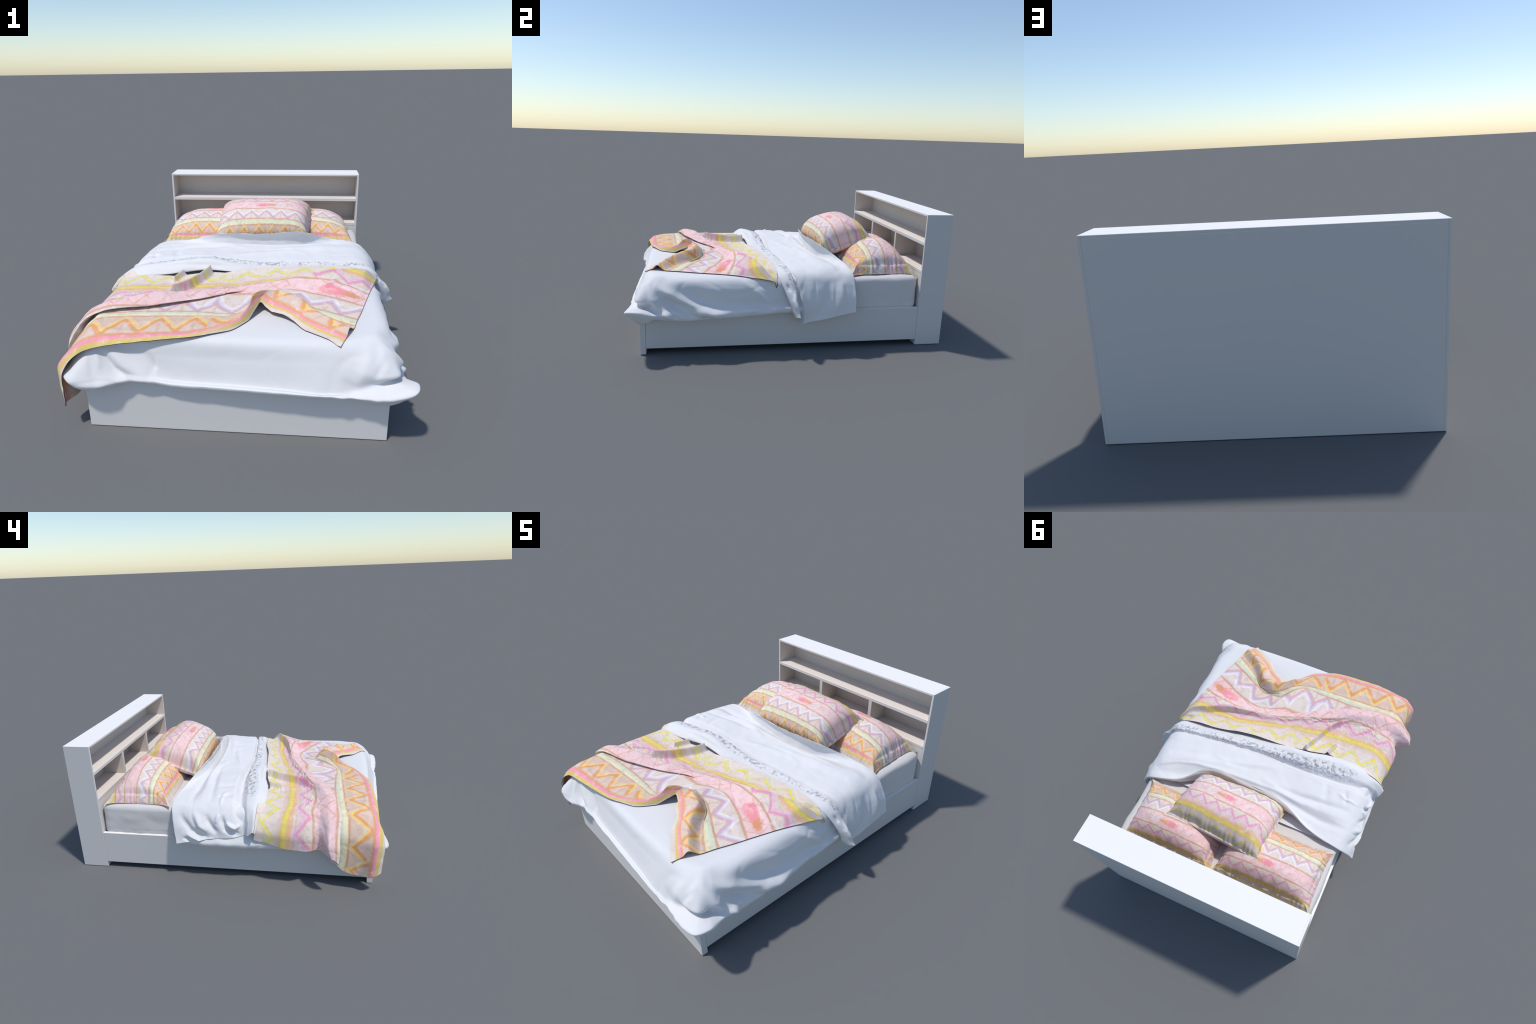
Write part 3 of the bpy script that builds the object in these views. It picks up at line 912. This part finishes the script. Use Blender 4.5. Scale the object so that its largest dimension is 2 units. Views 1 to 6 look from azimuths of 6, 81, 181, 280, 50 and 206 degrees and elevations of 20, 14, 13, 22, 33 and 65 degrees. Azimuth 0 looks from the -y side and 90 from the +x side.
# right, left and the one leaning in front
pillow_object([(0.028, 0.385, 0.462), (0.642, 0.395, 0.462), (0.022, 0.790, 0.462), (0.625, 0.800, 0.462)],
              0.190, 0.060, 0.004, 3.0, 0.655, shift=0.03, sag=0.022, flare=0.045)
pillow_object([(-0.637, 0.375, 0.460), (-0.012, 0.385, 0.460), (-0.637, 0.770, 0.460), (0.002, 0.780, 0.460)],
              0.190, 0.060, 0.004, 11.0, 0.630, sag=0.022, flare=0.045)
pillow_object([(-0.268, 0.240, 0.500), (0.338, 0.262, 0.528), (-0.262, 0.645, 0.640), (0.378, 0.600, 0.652)],
              0.170, 0.012, 0.07, 23.0, 0.385, peak=-0.1, pa_=(4.5, 0.46), pb_=(3.0, 0.55), sag=0.035, flare=0.0)

# --------------------------------------------------------------------------
# BLANKET : rows of (s, w, x, y, z); s runs across the bed, w from the foot
# hem to the head hem of the cloth.  Rows follow stripes and folds.
# --------------------------------------------------------------------------
BLANKET_ROWS = dict(
    foot_hem=[(-1.02, 0, -0.762, -0.958, 0.130), (-0.90, 0, -0.756, -0.968, 0.22), (-0.81, 0.01, -0.748, -0.974, 0.30), (-0.73, 0.02, -0.712, -0.966, 0.368),
              (-0.65, 0.028, -0.650, -0.945, 0.415), (-0.52, 0.028, -0.515, -0.940, 0.452), (-0.35, 0.028, -0.335, -0.922, 0.470), (-0.18, 0.028, -0.175, -0.899, 0.480),
              (-0.08, 0, -0.084, -0.863, 0.482), (0.00, 0, -0.010, -0.825, 0.480), (0.10, 0, 0.054, -0.745, 0.476), (0.15, 0, 0.092, -0.668, 0.512),
              (0.20, 0, 0.112, -0.632, 0.530), (0.27, -0.01, 0.138, -0.640, 0.508), (0.33, -0.02, 0.168, -0.672, 0.502), (0.40, -0.03, 0.215, -0.700, 0.507),
              (0.46, -0.04, 0.262, -0.735, 0.497), (0.52, -0.04, 0.312, -0.795, 0.484), (0.58, -0.04, 0.352, -0.822, 0.474), (0.71, -0.04, 0.4745, -0.898, 0.458)],
    pink_stripe=[(-1.02, .075, -0.788, -0.902, 0.112), (-0.90, .075, -0.795, -0.912, 0.22), (-0.81, .075, -0.788, -0.922, 0.315), (-0.72, .075, -0.710, -0.928, 0.408),
                 (-0.64, .075, -0.645, -0.918, 0.452), (-0.52, .075, -0.52, -0.908, 0.472), (-0.35, .075, -0.335, -0.893, 0.483), (-0.18, .075, -0.175, -0.875, 0.488),
                 (-0.08, .075, -0.085, -0.835, 0.495), (0.00, .075, -0.010, -0.790, 0.502), (0.09, .075, 0.055, -0.715, 0.525), (0.16, .075, 0.0965, -0.640, 0.556),
                 (0.22, .075, 0.125, -0.610, 0.556), (0.28, .075, 0.152, -0.620, 0.538), (0.35, .075, 0.195, -0.643, 0.532), (0.42, .075, 0.255, -0.682, 0.522), (0.52, .075, 0.325, -0.745, 0.508),
                 (0.60, .075, 0.400, -0.795, 0.498), (0.71, .075, 0.503, -0.850, 0.482)],
    fold_crown=[(-1.02, .145, -0.766, -0.830, 0.108), (-0.90, .145, -0.770, -0.842, 0.22), (-0.81, .145, -0.765, -0.850, 0.325), (-0.72, .145, -0.710, -0.862, 0.425),
                (-0.64, .145, -0.640, -0.850, 0.472), (-0.52, .145, -0.52, -0.836, 0.482), (-0.35, .145, -0.345, -0.822, 0.487), (-0.18, .145, -0.180, -0.810, 0.490),
                (-0.07, .145, -0.075, -0.780, 0.494), (0.01, .145, 0.005, -0.745, 0.505), (0.08, .145, 0.060, -0.690, 0.540), (0.14, .145, 0.085, -0.648, 0.582),
                (0.20, .145, 0.130, -0.608, 0.580), (0.27, .145, 0.190, -0.585, 0.570), (0.36, .145, 0.267, -0.596, 0.560), (0.47, .145, 0.353, -0.702, 0.543),
                (0.58, .145, 0.432, -0.765, 0.528), (0.71, .145, 0.517, -0.819, 0.508)],
    orange_head=[(-1.02, .217, -0.760, -0.770, 0.115), (-0.90, .217, -0.762, -0.780, 0.22), (-0.80, .217, -0.758, -0.787, 0.335), (-0.71, .217, -0.705, -0.790, 0.435),
                 (-0.63, .217, -0.628, -0.775, 0.480), (-0.51, .217, -0.512, -0.7585, 0.484), (-0.35, .217, -0.348, -0.748, 0.488), (-0.15, .217, -0.150, -0.7306, 0.489),
                 (-0.05, .217, -0.050, -0.715, 0.491), (0.02, .217, 0.020, -0.690, 0.500), (0.08, .217, 0.065, -0.650, 0.525), (0.14, .217, 0.092, -0.605, 0.555),
                 (0.20, .217, 0.135, -0.565, 0.550), (0.27, .217, 0.200, -0.540, 0.530), (0.36, .217, 0.285, -0.560, 0.500), (0.47, .217, 0.385, -0.655, 0.487),
                 (0.58, .217, 0.460, -0.715, 0.482), (0.71, .217, 0.543, -0.765, 0.478)],
    pale_stripe=[(-1.01, .277, -0.760, -0.718, 0.145), (-0.90, .277, -0.762, -0.730, 0.245), (-0.80, .277, -0.756, -0.735, 0.35), (-0.71, .277, -0.705, -0.735, 0.438),
                 (-0.63, .277, -0.625, -0.722, 0.480), (-0.50, .277, -0.500, -0.712, 0.486), (-0.35, .277, -0.350, -0.703, 0.488), (-0.20, .277, -0.200, -0.700, 0.489),
                 (-0.11, .277, -0.112, -0.698, 0.489), (0.00, .277, 0.000, -0.688, 0.490), (0.06, .277, 0.040, -0.655, 0.497), (0.14, .277, 0.085, -0.585, 0.520),
                 (0.22, .277, 0.130, -0.535, 0.522), (0.36, .277, 0.225, -0.538, 0.497), (0.46, .277, 0.330, -0.588, 0.488), (0.59, .277, 0.450, -0.652, 0.484),
                 (0.71, .277, 0.558, -0.706, 0.476)],
    lavender=[(-0.99, .315, -0.758, -0.690, 0.175), (-0.90, .32, -0.760, -0.692, 0.26), (-0.80, .32, -0.752, -0.695, 0.36), (-0.71, .32, -0.700, -0.698, 0.442),
              (-0.62, .32, -0.610, -0.692, 0.480), (-0.47, .335, -0.465, -0.662, 0.485), (-0.35, .36, -0.350, -0.630, 0.487), (-0.20, .38, -0.200, -0.605, 0.488),
              (-0.05, .39, -0.050, -0.598, 0.489), (0.05, .38, 0.050, -0.575, 0.492), (0.14, .37, 0.105, -0.515, 0.503), (0.22, .37, 0.150, -0.470, 0.508), (0.32, .37, 0.230, -0.455, 0.497),
              (0.463, .38, 0.370, -0.502, 0.488), (0.60, .38, 0.495, -0.565, 0.484), (0.71, .38, 0.590, -0.605, 0.478)],
    tucked=[(-0.97, .36, -0.755, -0.645, 0.205), (-0.90, .37, -0.757, -0.640, 0.27), (-0.80, .37, -0.748, -0.640, 0.365), (-0.71, .37, -0.690, -0.640, 0.45),
            (-0.62, .38, -0.600, -0.635, 0.482), (-0.47, .39, -0.460, -0.610, 0.486), (-0.35, .415, -0.345, -0.572, 0.488), (-0.20, .435, -0.195, -0.515, 0.489),
            (-0.05, .465, -0.050, -0.440, 0.490), (0.07, .475, 0.050, -0.440, 0.492), (0.20, .455, 0.150, -0.415, 0.495), (0.32, .45, 0.245, -0.400, 0.494), (0.463, .455, 0.400, -0.435, 0.488),
            (0.60, .46, 0.525, -0.487, 0.485), (0.71, .465, 0.612, -0.525, 0.478)],
    lip=[(-0.95, .42, -0.840, -0.708, 0.225), (-0.88, .42, -0.835, -0.715, 0.29), (-0.80, .42, -0.790, -0.715, 0.375), (-0.71, .425, -0.715, -0.720, 0.462),
         (-0.62, .43, -0.613, -0.702, 0.500), (-0.47, .45, -0.465, -0.672, 0.508), (-0.35, .475, -0.350, -0.628, 0.507), (-0.20, .50, -0.200, -0.558, 0.505),
         (-0.05, .52, -0.050, -0.462, 0.502), (0.07, .525, 0.060, -0.418, 0.500), (0.20, .52, 0.160, -0.375, 0.500), (0.32, .515, 0.265, -0.370, 0.503), (0.463, .52, 0.425, -0.385, 0.503),
         (0.60, .53, 0.560, -0.415, 0.487), (0.71, .535, 0.632, -0.455, 0.477)],
    crest=[(-0.93, .50, -0.853, -0.668, 0.262), (-0.86, .50, -0.842, -0.652, 0.33), (-0.78, .50, -0.790, -0.655, 0.405), (-0.70, .50, -0.715, -0.650, 0.480),
           (-0.62, .50, -0.613, -0.655, 0.522), (-0.51, .53, -0.511, -0.622, 0.537), (-0.43, .555, -0.428, -0.585, 0.546), (-0.30, .57, -0.300, -0.525, 0.522),
           (-0.15, .59, -0.150, -0.465, 0.512), (0.00, .60, -0.010, -0.400, 0.510), (0.12, .60, 0.110, -0.360, 0.514), (0.30, .61, 0.275, -0.322, 0.532),
           (0.42, .65, 0.390, -0.293, 0.546), (0.50, .71, 0.475, -0.262, 0.551), (0.56, .76, 0.535, -0.236, 0.546), (0.62, .81, 0.592, -0.216, 0.540),
           (0.66, .84, 0.645, -0.195, 0.530), (0.69, .865, 0.695, -0.155, 0.490), (0.71, .885, 0.730, -0.118, 0.448)],
    behind=[(-0.90, .57, -0.755, -0.588, 0.262), (-0.84, .575, -0.755, -0.585, 0.33), (-0.77, .58, -0.732, -0.580, 0.405), (-0.70, .58, -0.682, -0.570, 0.458),
            (-0.61, .60, -0.605, -0.555, 0.490), (-0.50, .63, -0.500, -0.535, 0.492), (-0.43, .64, -0.420, -0.520, 0.495), (-0.30, .65, -0.290, -0.485, 0.494),
            (-0.15, .68, -0.150, -0.430, 0.495), (0.00, .70, 0.000, -0.365, 0.494), (0.12, .72, 0.115, -0.322, 0.495), (0.30, .67, 0.285, -0.297, 0.497),
            (0.42, .72, 0.400, -0.266, 0.500), (0.50, .78, 0.480, -0.232, 0.502), (0.56, .825, 0.545, -0.200, 0.505), (0.62, .865, 0.603, -0.182, 0.502),
            (0.66, .89, 0.655, -0.165, 0.494), (0.69, .905, 0.700, -0.138, 0.460), (0.71, .92, 0.732, -0.112, 0.432)],
    magenta=[(-0.89, .66, -0.786, -0.505, 0.265), (-0.84, .66, -0.784, -0.505, 0.33), (-0.77, .66, -0.748, -0.505, 0.415), (-0.70, .66, -0.680, -0.492, 0.468),
             (-0.61, .68, -0.605, -0.485, 0.488), (-0.50, .70, -0.500, -0.470, 0.490), (-0.43, .71, -0.420, -0.460, 0.491), (-0.30, .72, -0.290, -0.430, 0.491),
             (-0.15, .735, -0.145, -0.390, 0.491), (0.00, .755, 0.000, -0.335, 0.492), (0.12, .775, 0.115, -0.300, 0.493), (0.30, .74, 0.285, -0.265, 0.498),
             (0.46, .825, 0.440, -0.215, 0.502), (0.56, .86, 0.550, -0.178, 0.503), (0.65, .90, 0.645, -0.150, 0.494), (0.71, .935, 0.728, -0.109, 0.425)],
    yellow=[(-0.88, .79, -0.776, -0.372, 0.272), (-0.83, .79, -0.777, -0.378, 0.335), (-0.76, .79, -0.742, -0.385, 0.415), (-0.69, .79, -0.678, -0.400, 0.468),
            (-0.61, .79, -0.605, -0.415, 0.487), (-0.50, .79, -0.500, -0.410, 0.490), (-0.35, .79, -0.345, -0.398, 0.490), (-0.20, .79, -0.195, -0.372, 0.490),
            (-0.05, .80, -0.050, -0.338, 0.491), (0.12, .82, 0.115, -0.275, 0.495), (0.30, .83, 0.285, -0.225, 0.503),
            (0.46, .87, 0.440, -0.185, 0.506), (0.60, .905, 0.598, -0.150, 0.498), (0.71, .95, 0.724, -0.107, 0.418)],
    yellow_zig=[(-0.87, .88, -0.760, -0.290, 0.288), (-0.82, .88, -0.762, -0.300, 0.345), (-0.76, .88, -0.735, -0.310, 0.415), (-0.69, .88, -0.678, -0.322, 0.465),
                (-0.61, .88, -0.605, -0.330, 0.487), (-0.50, .88, -0.500, -0.330, 0.489), (-0.35, .88, -0.350, -0.318, 0.490), (-0.20, .88, -0.200, -0.300, 0.490),
                (-0.05, .89, -0.050, -0.272, 0.493), (0.12, .905, 0.115, -0.228, 0.506), (0.30, .925, 0.285, -0.190, 0.515),
                (0.46, .93, 0.440, -0.152, 0.513), (0.60, .945, 0.600, -0.128, 0.503), (0.71, .97, 0.718, -0.105, 0.411)],
    head_hem=[(-0.86, 1.0, -0.765, -0.196, 0.312), (-0.82, 1.0, -0.768, -0.205, 0.36), (-0.75, 1.0, -0.735, -0.212, 0.430), (-0.69, 1.0, -0.684, -0.213, 0.462),
              (-0.61, 1.0, -0.605, -0.219, 0.492), (-0.53, 1.0, -0.536, -0.230, 0.498), (-0.44, 1.0, -0.441, -0.235, 0.490), (-0.38, 1.0, -0.390, -0.249, 0.492),
              (-0.22, 1.0, -0.224, -0.213, 0.503), (-0.12, 1.0, -0.128, -0.198, 0.500), (-0.03, 1.0, -0.032, -0.182, 0.509), (0.07, 1.0, 0.065, -0.173, 0.519),
              (0.17, 1.0, 0.170, -0.164, 0.526), (0.27, 1.0, 0.270, -0.147, 0.526), (0.35, 1.0, 0.350, -0.128, 0.522), (0.45, 1.0, 0.445, -0.113, 0.520),
              (0.54, 1.0, 0.540, -0.108, 0.517), (0.65, 1.0, 0.655, -0.097, 0.490), (0.71, 1.0, 0.709, -0.103, 0.4045)],
)


def make_blanket():
    NU, NV = 620, 440
    s0, s1 = -1.02, 0.71
    sg = np.linspace(0, 1, NU)
    rows = []
    for r in BLANKET_ROWS.values():
        r = np.array(r)
        # the left edge of the cloth is cut at a different s in each row
        q = sg * (r[-1, 0] - r[0, 0]) + r[0, 0]
        sq = np.linspace(s0, s1, NU)
        # keep s itself wherever possible, squeeze only near the left edge
        k = np.clip((sq - s0) / 0.35, 0, 1)
        q = np.where(sq < s0 + 0.35, r[0, 0] + (s0 + 0.35 - r[0, 0]) * k, sq)
        v = pchip(r[:, 0], r[:, 1:], q)
        rows.append(np.c_[q, v])
    rows = np.array(rows)                               # rows x NU x (s, w, x, y, z)
    out = np.zeros((NU, NV, 3))
    fl = np.zeros((NU, NV, 2))
    wg = np.linspace(0, 1, NV)
    for i in range(NU):
        w = rows[:, i, 1]
        wq = w[0] + (1 - w[0]) * wg
        m = pchip(w, rows[:, i][:, [0, 2, 3, 4]], wq)
        out[i] = m[:, 1:]
        fl[i, :, 0] = m[:, 0]
        fl[i, :, 1] = wq
    G = smooth_grid(out, 5)
    N = grid_normals(G)
    if N[NU // 4, NV // 8, 2] < 0 and N[NU // 2, NV // 4, 2] < 0:
        N = -N
    P = G[..., :2]
    flatm = np.clip((G[..., 2] - 0.455) / 0.02, 0, 1)
    lift = np.zeros(G.shape[:2])
    headside = np.clip((fl[..., 1] - 0.60) / 0.05, 0, 1)
    # two standing tucks at the head hem
    lift += headside * ridge(P, [(-0.205, -0.225), (-0.212, -0.25), (-0.236, -0.303), (-0.286, -0.417), (-0.365, -0.52), (-0.43, -0.575)], 0.055, 0.0105, taper=False)
    lift += headside * ridge(P, [(-0.345, -0.225), (-0.362, -0.265), (-0.385, -0.33)], 0.034, 0.009, taper=False)
    low = 1 - np.clip((fl[..., 1] - 0.40) / 0.05, 0, 1)
    lift += low * flatm * (ridge(P, [(-0.60, -0.80), (-0.40, -0.79), (-0.15, -0.76)], 0.004, 0.02)
                           + ridge(P, [(0.34, -0.52), (0.46, -0.50), (0.60, -0.56)], 0.006, 0.02)
                           + ridge(P, [(0.30, -0.62), (0.45, -0.57)], -0.003, 0.02))
    midz = np.clip((fl[..., 1] - 0.46) / 0.03, 0, 1) * (1 - np.clip((fl[..., 1] - 0.66) / 0.03, 0, 1))
    lift += midz * (ridge(P, [(0.41, -0.40), (0.48, -0.335), (0.52, -0.325)], 0.012, 0.010)
                    + ridge(P, [(0.50, -0.37), (0.56, -0.365), (0.62, -0.40)], 0.006, 0.018)
                    + ridge(P, [(0.28, -0.375), (0.34, -0.40), (0.40, -0.37)], -0.006, 0.014))
    lift += ridge(P, [(0.20, -0.335), (0.285, -0.319), (0.424, -0.287), (0.535, -0.236), (0.645, -0.196), (0.70, -0.15)], 0.010, 0.010) * flatm * (fl[..., 1] > 0.55)
    # crumpled strip along the long fold
    crumple = np.exp(-((fl[..., 1] - 0.63) / 0.06) ** 2) * np.clip((0.15 - G[..., 0]) / 0.1, 0, 1) * flatm
    G3 = np.concatenate([fl, np.zeros_like(fl[..., :1])], -1)
    lift += crumple * (0.007 * vnoise(G3 * (1, 1.6, 1), 26.0, 3.0) + 0.005 * vnoise(G3 * (1, 1.3, 1), 60.0, 8.0))
    lift -= 0.0020 * creases(G3 * (0.5, 1.5, 1), 4.5, 41.0, 0.08) + 0.0012 * creases(G3 * (1.3, 0.8, 1), 7.0, 51.0, 0.10)
    lift += 0.0022 * vnoise(G3, 13.0, 7.0) + 0.0035 * vnoise(G3, 4.5, 1.0) * (0.4 + 0.6 * (1 - flatm))
    up = N.copy()
    up = up * (1 - flatm[..., None]) + np.array((0, 0, 1.0)) * flatm[..., None]
    G = G + up * lift[..., None]
    # hanging part ripples a little
    # keep the cloth clear of what lies under it
    tree = BVHTree.FromPolygons([Vector(v) for v in DV.tolist()] + [Vector(v) for v in FV.tolist()],
                                DF.tolist() + (FF + len(DV)).tolist())
    tree_low = BVHTree.FromPolygons([Vector(v) for v in DV.tolist()], DF.tolist())
    dn, px = Vector((0, 0, -1)), Vector((1, 0, 0))
    gap = 0.0065
    for i in range(NU):
        for j in range(NV):
            x, y, z = G[i, j]
            hit = tree.ray_cast(Vector((x, y, 0.8)), dn, 0.45)[0]
            hz = hit.z if hit is not None else None
            # under the raised lace roll the throw slips in below the hem
            k = min(max((x + 0.68) / 0.18, 0), 1) * min(max((-0.02 - x) / 0.18, 0), 1)
            if hz is not None and k > 0:
                low = tree_low.ray_cast(Vector((x, y, 0.8)), dn, 0.45)[0]
                if low is not None:
                    hz = hz * (1 - k) + low.z * k
            if hz is not None and z < hz + gap and z > 0.40 and hz - z < 0.05:
                G[i, j, 2] = hz + gap
            elif x < -0.62 and z < 0.47:
                hit = tree.ray_cast(Vector((-1.0, y, z)), px, 0.5)[0]
                if hit is not None and x > hit.x - gap:
                    G[i, j, 0] = hit.x - gap
    G = smooth_grid(G, 1)
    N = grid_normals(G)
    return G, fl


BG, BFL = make_blanket()
n_mid = grid_normals(BG)[310, 60]
PRINT = ethnic_print_material("blanket_zigzag_print", 1.0, (0.0, 0.0), (0.50, 0.525), (-0.11, -0.02, False, 1.0, 0.8))
if n_mid[2] < 0:
    BG, BFL = BG[::-1], BFL[::-1]
edge = Nodes("blanket_painted_shadow_edge")
EDGE = edge.finish(edge.mix(edge.noise(edge.coords("Object"), 60, 2), (0.07, 0.07, 0.075), (0.13, 0.11, 0.10)), 0.9, 0, 0.1)  # near-black rim colour draws the shadow line under the throw's edge
blanket, _, _ = sheet("blanket", BG, PRINT, flat=BFL, thick=0.0045, rim=EDGE,
                      label="pastel zigzag throw blanket bunched across the foot", category="blanket")
